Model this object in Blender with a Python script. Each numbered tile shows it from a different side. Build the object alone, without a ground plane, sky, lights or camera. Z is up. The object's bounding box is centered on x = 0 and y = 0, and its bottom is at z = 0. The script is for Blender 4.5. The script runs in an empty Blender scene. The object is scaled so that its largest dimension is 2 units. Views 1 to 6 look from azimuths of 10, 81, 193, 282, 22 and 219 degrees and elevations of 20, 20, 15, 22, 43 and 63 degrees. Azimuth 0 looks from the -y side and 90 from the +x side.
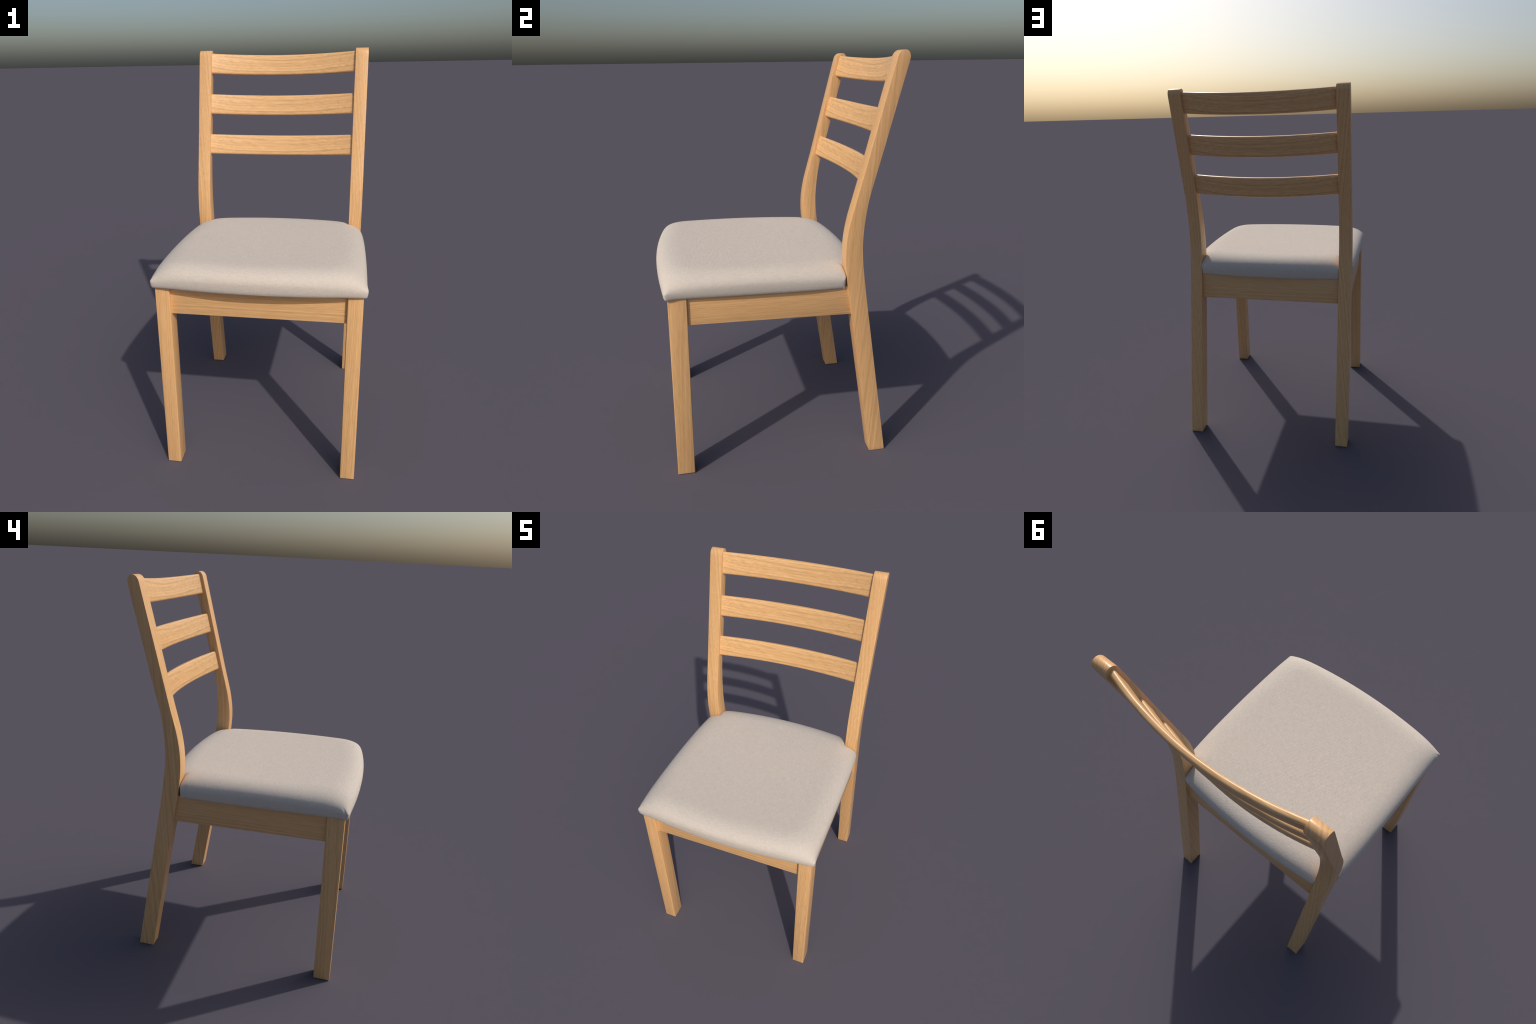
# Light oak dining chair with a ladder back and a padded linen seat.
# Frame: metres, z up, front of the chair faces -y, overall height 2.00 m.
import bpy, bmesh, math
import numpy as np
from mathutils import Vector

# --------------------------------------------------------------------------
# dimensions
# --------------------------------------------------------------------------
LEG_IN, LEG_OUT = 0.4040, 0.4725          # inner / outer x of every leg
TILT = 0.0175                             # seat frame slopes down to the rear
SEAT_FRONT_Z = 0.970                      # underside of the cushion at y = -0.54
RAIL_HEIGHT = 0.138


def seat_plane(y):
    return SEAT_FRONT_Z - TILT * (y + 0.54)


# --------------------------------------------------------------------------
# node helpers and materials
# --------------------------------------------------------------------------
class Nodes:
    def __init__(self, name):
        self.mat = bpy.data.materials.new(name)
        self.mat.use_nodes = True
        self.t = self.mat.node_tree
        self.t.nodes.clear()

    def add(self, kind, **props):
        n = self.t.nodes.new(kind)
        for k, v in props.items():
            setattr(n, k, v)
        return n

    def link(self, a, b):
        self.t.links.new(a, b)

    def feed(self, sock, v):
        if isinstance(v, bpy.types.NodeSocket):
            self.link(v, sock)
        else:
            sock.default_value = v

    def math(self, op, a, b=0.0, c=None, clamp=False):
        n = self.add('ShaderNodeMath', operation=op, use_clamp=clamp)
        self.feed(n.inputs[0], a)
        self.feed(n.inputs[1], b)
        if c is not None:
            self.feed(n.inputs[2], c)
        return n.outputs[0]

    def vec(self, op, a, b=(0, 0, 0)):
        n = self.add('ShaderNodeVectorMath', operation=op)
        self.feed(n.inputs[0], a)
        self.feed(n.inputs[1], b)
        return n.outputs['Value'] if op == 'DOT_PRODUCT' else n.outputs['Vector']

    def noise(self, vector, scale, detail=2.0, rough=0.5, dim='3D'):
        n = self.add('ShaderNodeTexNoise', noise_dimensions=dim)
        n.inputs['Scale'].default_value = scale
        n.inputs['Detail'].default_value = detail
        n.inputs['Roughness'].default_value = rough
        if dim == '1D':
            self.feed(n.inputs['W'], vector)
        else:
            self.feed(n.inputs['Vector'], vector)
        return n.outputs['Fac']

    def ramp(self, fac, stops):
        n = self.add('ShaderNodeValToRGB')
        e = n.color_ramp.elements
        while len(e) < len(stops):
            e.new(0.5)
        for el, (p, c) in zip(e, stops):
            el.position = p
            el.color = (*c, 1.0)
        self.link(fac, n.inputs['Fac'])
        return n.outputs['Color']

    def mix(self, fac, a, b, mode='MIX'):
        n = self.add('ShaderNodeMix', data_type='RGBA', blend_type=mode)
        self.feed(n.inputs['Factor'], fac)
        self.feed(n.inputs['A'], a if isinstance(a, bpy.types.NodeSocket) else (*a, 1.0))
        self.feed(n.inputs['B'], b if isinstance(b, bpy.types.NodeSocket) else (*b, 1.0))
        return n.outputs['Result']

    def finish(self, color, rough, height=None, strength=0.2, distance=0.001, spec=0.5, **extra):
        bsdf = self.add('ShaderNodeBsdfPrincipled')
        out = self.add('ShaderNodeOutputMaterial')
        self.link(bsdf.outputs[0], out.inputs[0])
        self.feed(bsdf.inputs['Base Color'], color)
        self.feed(bsdf.inputs['Roughness'], rough)
        bsdf.inputs['Specular IOR Level'].default_value = spec
        for k, v in extra.items():
            bsdf.inputs[k].default_value = v
        if height is not None:
            b = self.add('ShaderNodeBump')
            b.inputs['Strength'].default_value = strength
            b.inputs['Distance'].default_value = distance
            self.link(height, b.inputs['Height'])
            self.link(b.outputs[0], bsdf.inputs['Normal'])
        return self.mat


OAK_DARK = (0.550, 0.320, 0.135)
OAK_MID = (0.745, 0.428, 0.184)
OAK_LIGHT = (0.870, 0.535, 0.256)
OAK_PINK = (0.770, 0.408, 0.182)
OAK_PORE = (0.480, 0.290, 0.125)


def oak_material(name, axis, ring_dir, ring_pitch, wander, vary=1.0, contrast=1.0, strokes=1.0, pink=0.3):
    """Solid oak: growth rings cut by the surface, fibres and pores along `axis` (0, 1, 2)."""
    N = Nodes(name)
    tc = N.add('ShaderNodeTexCoord').outputs['Object']
    rnd = N.add('ShaderNodeObjectInfo').outputs['Random']
    shift = N.add('ShaderNodeCombineXYZ')
    for i, k in enumerate((3.1, 5.7, 4.3)):
        N.link(N.math('MULTIPLY', rnd, k * vary), shift.inputs[i])
    p = N.vec('ADD', tc, shift.outputs[0])

    def stretched(along, across=1.0):
        s = [across] * 3
        s[axis] = along
        return N.vec('MULTIPLY', p, tuple(s))

    # growth rings: distance across the plank, wandering slowly along the grain
    w1 = N.noise(stretched(0.20), 4.0, 2.0, 0.5)
    w2 = N.noise(stretched(0.12), 24.0, 2.0, 0.5)
    r = N.vec('DOT_PRODUCT', p, tuple(ring_dir))
    r = N.math('MULTIPLY_ADD', w1, wander, r)
    r = N.math('MULTIPLY_ADD', w2, wander * 0.16 + 0.003, r)
    rings = N.noise(N.math('MULTIPLY', r, 1.0 / ring_pitch), 1.0, 2.0, 0.6, dim='1D')
    # short dark strokes, fibres and open pores
    stroke = N.noise(stretched(0.075), 170.0, 2.0, 0.55)
    fibre = N.noise(stretched(0.035), 420.0, 2.0, 0.6)
    pore = N.noise(stretched(0.05), 600.0, 1.0, 0.5)
    pore_mask = N.math('MULTIPLY', N.math('SUBTRACT', pore, 0.60), 6.0, clamp=True)
    tone = N.math('MULTIPLY_ADD', N.math('SUBTRACT', rings, 0.5), 0.75 * contrast, 0.5)
    tone = N.math('MULTIPLY_ADD', N.math('SUBTRACT', stroke, 0.5), 0.75 * strokes, tone)
    tone = N.math('MULTIPLY_ADD', N.math('SUBTRACT', fibre, 0.5), 0.35, tone)
    col = N.ramp(tone, [(0.20, OAK_DARK), (0.48, OAK_MID), (0.76, OAK_LIGHT)])
    # broad warm blotches, and planks that are warmer as a whole
    blotch = N.noise(stretched(0.3), 9.0, 1.0, 0.5)
    bm = N.math('MULTIPLY', N.math('SUBTRACT', blotch, 0.46), 2.6, clamp=True)
    bm = N.math('MULTIPLY_ADD', rnd, 0.35 * vary, N.math('MULTIPLY', bm, 0.45), clamp=True)
    col = N.mix(N.math('MULTIPLY', bm, 2.0 * pink), col, OAK_PINK)
    col = N.mix(N.math('MULTIPLY', pore_mask, 0.22), col, OAK_PORE)
    h = N.math('MULTIPLY_ADD', fibre, 0.5, N.math('MULTIPLY', pore_mask, -0.5))
    return N.finish(col, N.math('MULTIPLY_ADD', tone, -0.10, 0.40), h, 0.14, 0.0006, spec=0.5)


def linen_material():
    """Plain weave linen: two thread directions that follow the cushion over its edges."""
    N = Nodes('beige_linen')
    tc = N.add('ShaderNodeTexCoord').outputs['Object']
    sep = N.add('ShaderNodeSeparateXYZ')
    N.link(tc, sep.inputs[0])
    x, y, z = sep.outputs
    drop = N.math('SUBTRACT', z, 1.085)                    # threads run on down the walls
    side = N.math('SIGN', x)
    edge_x = N.math('MULTIPLY', N.math('SUBTRACT', N.math('ABSOLUTE', x), 0.40), 12.0, clamp=True)
    warp = N.math('SUBTRACT', x, N.math('MULTIPLY', N.math('MULTIPLY', side, edge_x), drop))
    edge_f = N.math('MULTIPLY', N.math('SUBTRACT', -0.48, y), 12.0, clamp=True)
    edge_r = N.math('MULTIPLY', N.math('SUBTRACT', y, 0.34), 12.0, clamp=True)
    weft = N.math('ADD', y, N.math('MULTIPLY', N.math('SUBTRACT', edge_f, edge_r), drop))
    wob = N.noise(tc, 90.0, 3.0, 0.6)
    k = 2 * math.pi / 0.0060
    a = N.math('SINE', N.math('MULTIPLY_ADD', wob, 5.0, N.math('MULTIPLY', warp, k)))
    b = N.math('SINE', N.math('MULTIPLY_ADD', wob, 5.0, N.math('MULTIPLY', weft, k)))
    weave = N.math('MULTIPLY', a, b)                       # over / under squares
    thread = N.math('MAXIMUM', a, b)
    slub = N.noise(N.vec('MULTIPLY', tc, (40, 420, 420)), 1.0, 2.0, 0.6)
    slub2 = N.noise(N.vec('MULTIPLY', tc, (420, 40, 420)), 1.0, 2.0, 0.6)
    fuzz = N.noise(tc, 430.0, 3.0, 0.65)
    h = N.math('MULTIPLY_ADD', weave, 0.30, N.math('MULTIPLY', thread, 0.12))
    h = N.math('ADD', h, N.math('MULTIPLY', N.math('ADD', slub, slub2), 0.6))
    h = N.math('MULTIPLY_ADD', fuzz, 0.6, h)
    tone = N.math('MULTIPLY_ADD', weave, 0.13, N.math('MULTIPLY', N.math('ADD', slub, slub2), 0.5))
    tone = N.math('ADD', tone, N.math('MULTIPLY', N.math('SUBTRACT', fuzz, 0.5), 0.45))
    col = N.ramp(tone, [(0.28, (0.560, 0.486, 0.410)), (0.5, (0.655, 0.577, 0.496)), (0.72, (0.738, 0.658, 0.575))])
    return N.finish(col, 0.85, h, 0.7, 0.0013, spec=0.25, **{'Sheen Weight': 0.08, 'Sheen Roughness': 0.5})


OAK_UPRIGHT = oak_material('oak_upright', 2, (0.86, 0.50, -0.030), 0.0075, 0.024, contrast=0.9, strokes=0.6)
OAK_SLAT = oak_material('oak_slat', 0, (0.0, 0.35, 0.94), 0.0100, 0.030, vary=0.0, contrast=1.35, strokes=0.9)
OAK_RAIL_X = oak_material('oak_rail_lengthwise', 0, (0.0, 0.30, 0.95), 0.0080, 0.015, contrast=0.95, strokes=0.6)
OAK_RAIL_Y = oak_material('oak_rail_crosswise', 1, (0.30, 0.0, 0.95), 0.0080, 0.015, contrast=0.95, strokes=0.6)
LINEN = linen_material()

# --------------------------------------------------------------------------
# object helpers
# --------------------------------------------------------------------------
chair = bpy.data.objects.new('dining_chair', None)
bpy.context.scene.collection.objects.link(chair)
chair['label'] = 'light oak dining chair, slatted back, beige padded seat'
chair['category'] = 'dining chair'


def make_object(name, mesh, material):
    if not mesh.materials:
        mesh.materials.append(material)
    ob = bpy.data.objects.new(name, mesh)
    bpy.context.scene.collection.objects.link(ob)
    ob.parent = chair
    return ob


def smooth_by_angle(mesh, angle=math.radians(32)):
    bm = bmesh.new()
    bm.from_mesh(mesh)
    for f in bm.faces:
        f.smooth = True
    for e in bm.edges:
        if len(e.link_faces) == 2:
            e.smooth = e.calc_face_angle(0) < angle
    bm.to_mesh(mesh)
    bm.free()


def bevel_sharp(bm, width, segments=2, min_angle=math.radians(40)):
    edges = [e for e in bm.edges if len(e.link_faces) == 2 and e.calc_face_angle(0) > min_angle]
    bmesh.ops.bevel(bm, geom=edges, offset=width, segments=segments, profile=0.5,
                    affect='EDGES', clamp_overlap=True)


def mesh_from_bm(bm, name):
    bmesh.ops.recalc_face_normals(bm, faces=bm.faces[:])
    me = bpy.data.meshes.new(name)
    bm.to_mesh(me)
    bm.free()
    smooth_by_angle(me)
    return me


def spline(points, n):
    """Catmull-Rom through (t, v) control points, as a function of t."""
    t = np.array([p[0] for p in points])
    v = np.array([p[1] for p in points])
    m = np.gradient(v, t)
    q = np.linspace(t[0], t[-1], n)
    i = np.clip(np.searchsorted(t, q) - 1, 0, len(t) - 2)
    h = t[i + 1] - t[i]
    s = (q - t[i]) / h
    return q, ((2 * s**3 - 3 * s**2 + 1) * v[i] + (s**3 - 2 * s**2 + s) * h * m[i]
               + (-2 * s**3 + 3 * s**2) * v[i + 1] + (s**3 - s**2) * h * m[i + 1])


# --------------------------------------------------------------------------
# back post: rear leg and backrest upright sawn from one plank
# --------------------------------------------------------------------------
FRONT_EDGE = [(0.0, 0.4690), (0.35, 0.4125), (0.70, 0.3560), (0.86, 0.3298), (0.97, 0.3118), (1.03, 0.3030),
              (1.08, 0.2982), (1.13, 0.2963), (1.17, 0.2972), (1.21, 0.3008), (1.25, 0.3066), (1.30, 0.3165),
              (1.345, 0.3280), (1.43, 0.3500), (1.53, 0.3744), (1.64, 0.4012), (1.80, 0.4402), (1.972, 0.4822)]
BACK_EDGE = [(0.0, 0.5520), (0.35, 0.4953), (0.70, 0.4386), (0.86, 0.4127), (0.95, 0.3985), (1.046, 0.3848),
             (1.11, 0.3778), (1.154, 0.3748), (1.19, 0.3745), (1.235, 0.3762), (1.30, 0.3818), (1.375, 0.3925),
             (1.47, 0.4150), (1.56, 0.4380), (1.66, 0.4624), (1.80, 0.4965), (1.962, 0.5362)]


def build_post():
    n = 90
    zf, yf = spline(FRONT_EDGE, n)
    zb, yb = spline(BACK_EDGE, n)
    pairs = [((yf[i], zf[i]), (yb[i], zb[i])) for i in range(n)]
    # half-round top between the two edge ends
    f, b = Vector((yf[-1], zf[-1])), Vector((yb[-1], zb[-1]))
    mid, half = (f + b) / 2, (f - b) / 2
    up = Vector((-half.y, half.x)) if half.x < 0 else Vector((half.y, -half.x))
    up = Vector((0.2366, 0.9716)) * 0.0335
    steps = 9
    for k in range(1, steps):
        a = math.pi / 2 * k / steps
        pairs.append((tuple(mid + half * math.cos(a) + up * math.sin(a)),
                      tuple(mid - half * math.cos(a) + up * math.sin(a))))
    tip = tuple(mid + up)
    bm = bmesh.new()
    rows = []
    for (fy, fz), (by, bz) in pairs:
        rows.append([bm.verts.new((x, y, z)) for x in (LEG_IN, LEG_OUT) for (y, z) in ((fy, fz), (by, bz))])
    tips = [bm.verts.new((x, *tip)) for x in (LEG_IN, LEG_OUT)]
    for a, b2 in zip(rows, rows[1:]):
        bm.faces.new((a[0], b2[0], b2[1], a[1]))      # inner side
        bm.faces.new((a[2], a[3], b2[3], b2[2]))      # outer side
        bm.faces.new((a[0], a[2], b2[2], b2[0]))      # front
        bm.faces.new((a[1], b2[1], b2[3], a[3]))      # back
    l = rows[-1]
    bm.faces.new((l[0], tips[0], l[1]))
    bm.faces.new((l[2], l[3], tips[1]))
    bm.faces.new((l[0], l[2], tips[1], tips[0]))
    bm.faces.new((l[1], tips[0], tips[1], l[3]))
    r0 = rows[0]
    bm.faces.new((r0[0], r0[1], r0[3], r0[2]))
    bmesh.ops.recalc_face_normals(bm, faces=bm.faces[:])
    bevel_sharp(bm, 0.0045, 3)
    return mesh_from_bm(bm, 'back_post')


def mirrored(mesh):
    m = mesh.copy()
    bm = bmesh.new()
    bm.from_mesh(m)
    for v in bm.verts:
        v.co.x = -v.co.x
    bmesh.ops.reverse_faces(bm, faces=bm.faces[:])
    bm.to_mesh(m)
    bm.free()
    smooth_by_angle(m)
    return m


post_mesh = build_post()
make_object('back_post', post_mesh, OAK_UPRIGHT)
make_object('back_post', mirrored(post_mesh), OAK_UPRIGHT)


# --------------------------------------------------------------------------
# front legs: square section, square to the tilted seat frame
# --------------------------------------------------------------------------
def hexahedron(corners, bevel, name):
    """corners: 8 points, bottom ring of four then top ring of four."""
    bm = bmesh.new()
    v = [bm.verts.new(c) for c in corners]
    for q in ((3, 2, 1, 0), (4, 5, 6, 7), (0, 1, 5, 4), (1, 2, 6, 5), (2, 3, 7, 6), (3, 0, 4, 7)):
        bm.faces.new([v[i] for i in q])
    bmesh.ops.recalc_face_normals(bm, faces=bm.faces[:])
    bevel_sharp(bm, bevel, 3)
    return mesh_from_bm(bm, name)


def build_front_leg():
    y0, y1 = -0.5395, -0.4540
    lean = 0.0168
    ring = [(LEG_IN, y0), (LEG_OUT, y0), (LEG_OUT, y1), (LEG_IN, y1)]
    bottom = [(x, y, 0.0) for x, y in ring]
    top = []
    for x, y in ring:
        z = seat_plane(y + lean) + 0.004
        top.append((x, y + lean * z / 0.97, z))
    return hexahedron(bottom + top, 0.0035, 'front_leg')


leg_mesh = build_front_leg()
make_object('front_leg', leg_mesh, OAK_UPRIGHT)
make_object('front_leg', mirrored(leg_mesh), OAK_UPRIGHT)


# --------------------------------------------------------------------------
# seat rails (aprons) between the legs
# --------------------------------------------------------------------------
def build_rail(x0, x1, y0, y1, name, lean=0.0):
    ring = [(x0, y0), (x1, y0), (x1, y1), (x0, y1)]
    bottom = [(x, y, seat_plane(y) - RAIL_HEIGHT) for x, y in ring]
    top = [(x, y + lean * RAIL_HEIGHT, seat_plane(y) + 0.006) for x, y in ring]
    return hexahedron(bottom + top, 0.0022, name)


make_object('front_rail', build_rail(-0.409, 0.409, -0.505, -0.459, 'front_rail'), OAK_RAIL_X)
make_object('rear_rail', build_rail(-0.409, 0.409, 0.352, 0.401, 'rear_rail', lean=-0.162), OAK_RAIL_X)
side_mesh = build_rail(0.418, 0.4615, -0.445, 0.345, 'side_rail')
make_object('side_rail', side_mesh, OAK_RAIL_Y)
make_object('side_rail', mirrored(side_mesh), OAK_RAIL_Y)

# --------------------------------------------------------------------------
# back slats: bowed backwards, rounded long edges, a little flatter further down
# --------------------------------------------------------------------------
SLAT_HEIGHT, SLAT_THICK, SLAT_ROUND = 0.112, 0.025, 0.0105
RAKE = math.atan(0.2436)


def build_slat(depth):
    half = LEG_IN + 0.004
    n, arc = 64, 6
    sec = []                                   # section in (back, up)
    for cx, cy, a0 in ((-1, 1, 90), (-1, -1, 180), (1, -1, 270), (1, 1, 0)):
        ox = cx * (SLAT_THICK / 2 - SLAT_ROUND)
        oy = cy * (SLAT_HEIGHT / 2 - SLAT_ROUND)
        for k in range(arc + 1):
            a = math.radians(a0 + 90 * k / arc)
            sec.append((ox + SLAT_ROUND * math.cos(a), oy + SLAT_ROUND * math.sin(a)))
    bm = bmesh.new()
    rows = []
    for i in range(n + 1):
        x = -half + 2 * half * i / n
        bow = depth * (1 - (x / LEG_IN) ** 2)
        rows.append([bm.verts.new((x, b + bow, u)) for b, u in sec])
    m = len(sec)
    for a, b in zip(rows, rows[1:]):
        for k in range(m):
            bm.faces.new((a[k], a[(k + 1) % m], b[(k + 1) % m], b[k]))
    bm.faces.new(rows[0][::-1])
    bm.faces.new(rows[-1])
    return mesh_from_bm(bm, 'slat')


for zc, depth in ((1.9293, 0.058), (1.7098, 0.055), (1.4900, 0.052)):
    s = make_object('slat', build_slat(depth), OAK_SLAT)
    front = 0.4822 + 0.2436 * (zc - 1.972)
    s.location = (0, front + 0.0285, zc)
    s.rotation_euler = (-RAKE, 0, 0)


# --------------------------------------------------------------------------
# padded seat
# --------------------------------------------------------------------------
SEAT_HALF = 0.488
NOTCH_X, NOTCH_Y = 0.4055, 0.302


def seat_side(y):
    return 0.4895 - 0.030 * (y + 0.15) ** 2 + 0.007 * np.exp(-((y + 0.545) / 0.045) ** 2) - 0.005 * np.clip((y - 0.08) / 0.22, 0, 1) ** 2


def seat_front(x):
    return -0.578 + 0.040 * np.abs(x / SEAT_HALF) ** 2.0


def seat_rear(x):
    return 0.423 - 0.028 * (x / NOTCH_X) ** 2


def seat_outline():
    """Half outline from front centre to rear centre, then mirrored; corners rounded."""
    pts = []
    xs = np.linspace(0, 0.486, 60)
    pts += [(x, seat_front(x)) for x in xs]
    ys = np.linspace(-0.538, NOTCH_Y, 90)
    pts += [(seat_side(y), y) for y in ys]
    pts += [(x, NOTCH_Y) for x in np.linspace(seat_side(NOTCH_Y), NOTCH_X, 14)]
    pts += [(NOTCH_X, y) for y in np.linspace(NOTCH_Y, seat_rear(NOTCH_X), 16)]
    pts += [(x, seat_rear(x)) for x in np.linspace(NOTCH_X, 0, 50)]
    right = np.array(pts)
    full = np.vstack([right, right[::-1][1:-1] * (-1, 1)])
    # resample evenly and round the corners by smoothing along the loop
    loop = np.vstack([full, full[:1]])
    d = np.r_[0, np.cumsum(np.hypot(*np.diff(loop, axis=0).T))]
    n = 720
    q = np.linspace(0, d[-1], n, endpoint=False)
    out = np.c_[np.interp(q, d, loop[:, 0]), np.interp(q, d, loop[:, 1])]
    for _ in range(7):
        out = 0.5 * out + 0.25 * (np.roll(out, 1, 0) + np.roll(out, -1, 0))
    return out


def rise(d, length, n=3.0, m=2.1):
    t = np.clip(d / length, 0, 1)
    return (1 - (1 - t) ** n) ** (1 / m)


def cushion_height(x, y):
    """Height of the padded top above the cushion's underside plane."""
    ax = np.abs(x)
    d_side, d_front, d_rear = seat_side(y) - ax, y - seat_front(x), seat_rear(x) - y
    mid_side = np.clip(1 - ((y + 0.10) / 0.44) ** 2, 0, 1)      # padding is fullest half-way
    mid_x = np.clip(1 - (x / 0.46) ** 2, 0, 1)                  # along every edge
    g = (rise(d_side, 0.20 - 0.075 * mid_side) * rise(d_front, 0.150 - 0.020 * mid_x)
         * rise(d_rear, 0.18 - 0.055 * mid_x))
    dn = np.hypot(np.maximum(NOTCH_X - ax, 0), np.maximum(NOTCH_Y - y, 0))
    g = g * (0.76 + 0.24 * rise(dn, 0.045))
    corner = np.hypot(ax - SEAT_HALF, y + 0.538)
    full = np.maximum(mid_side * np.clip(1 - d_side / 0.15, 0, 1),
                      mid_x * np.clip(1 - np.minimum(d_front, d_rear) / 0.15, 0, 1))
    rim = 0.034 + 0.016 * full - 0.008 * np.exp(-(corner / 0.07) ** 2)
    return rim + (0.1130 - rim) * g


def build_seat():
    outline = seat_outline()
    n = len(outline)
    centre = np.array([0.0, -0.06])
    tang = np.roll(outline, -1, 0) - np.roll(outline, 1, 0)
    inward = np.c_[-tang[:, 1], tang[:, 0]]
    inward /= np.linalg.norm(inward, axis=1)[:, None]
    # creases where the fabric is folded, at the left corners of the cushion
    fold = np.zeros(n)
    for cx, cy in ((SEAT_HALF, -0.522), (seat_side(NOTCH_Y), 0.278)):
        dd = np.hypot(outline[:, 0] + cx, outline[:, 1] - cy)
        fold = np.maximum(fold, np.exp(-(dd / 0.0050) ** 2))
    rings = []
    levels = 60
    for k in range(levels):                        # top, from centre to rim
        r = 1 - (1 - k / (levels - 1)) ** 2.2
        if k == 0:
            continue
        p = centre + r * (outline - centre)
        h = cushion_height(p[:, 0], p[:, 1])
        near = np.clip((r - 0.965) / 0.03, 0, 1)
        p = p + inward * (fold * near * 0.005)[:, None]
        rings.append((p, h))
    rim_h = rings[-1][1]
    inset = 0.014 - 0.006 * np.exp(-(np.hypot(np.abs(outline[:, 0]) - SEAT_HALF, outline[:, 1] + 0.538) / 0.06) ** 2)
    at_post = (np.abs(outline[:, 0]) > NOTCH_X - 0.004) & (outline[:, 1] > NOTCH_Y - 0.004)
    inset = np.where(at_post, 0.002, inset)        # the cushion is pressed against the posts
    for _ in range(4):
        inset = 0.5 * inset + 0.25 * (np.roll(inset, 1) + np.roll(inset, -1))
    for k in range(1, 13):                         # rounded wall down to the underside
        a = math.pi / 2 * k / 12
        p = outline + inward * (inset * (1 - math.cos(a)) + fold * 0.005 * math.cos(a))[:, None]
        rings.append((p, rim_h * (1 - math.sin(a))))
    last = rings[-1][0]
    for r in (0.9, 0.6, 0.3):
        rings.append((centre + r * (last - centre), np.zeros(n)))
    # relax across the rim so that top and wall meet in one soft roll
    stack = np.array([np.c_[p, h] for p, h in rings])
    for _ in range(6):
        stack[30:-5] = 0.5 * stack[30:-5] + 0.25 * (stack[29:-6] + stack[31:-4])
    rings = [(q[:, :2], q[:, 2]) for q in stack]
    bm = bmesh.new()
    top = bm.verts.new((centre[0], centre[1], seat_plane(centre[1]) + float(cushion_height(*centre))))
    grid = []
    for p, h in rings:
        grid.append([bm.verts.new((p[i, 0], p[i, 1], seat_plane(p[i, 1]) + h[i])) for i in range(n)])
    bottom = bm.verts.new((centre[0], centre[1], seat_plane(centre[1])))
    for i in range(n):
        j = (i + 1) % n
        bm.faces.new((top, grid[0][i], grid[0][j]))
        for a, b in zip(grid, grid[1:]):
            bm.faces.new((a[i], b[i], b[j], a[j]))
        bm.faces.new((bottom, grid[-1][j], grid[-1][i]))
    bmesh.ops.recalc_face_normals(bm, faces=bm.faces[:])
    me = bpy.data.meshes.new('seat_cushion')
    bm.to_mesh(me)
    bm.free()
    for poly in me.polygons:
        poly.use_smooth = True
    return me


make_object('seat_cushion', build_seat(), LINEN)
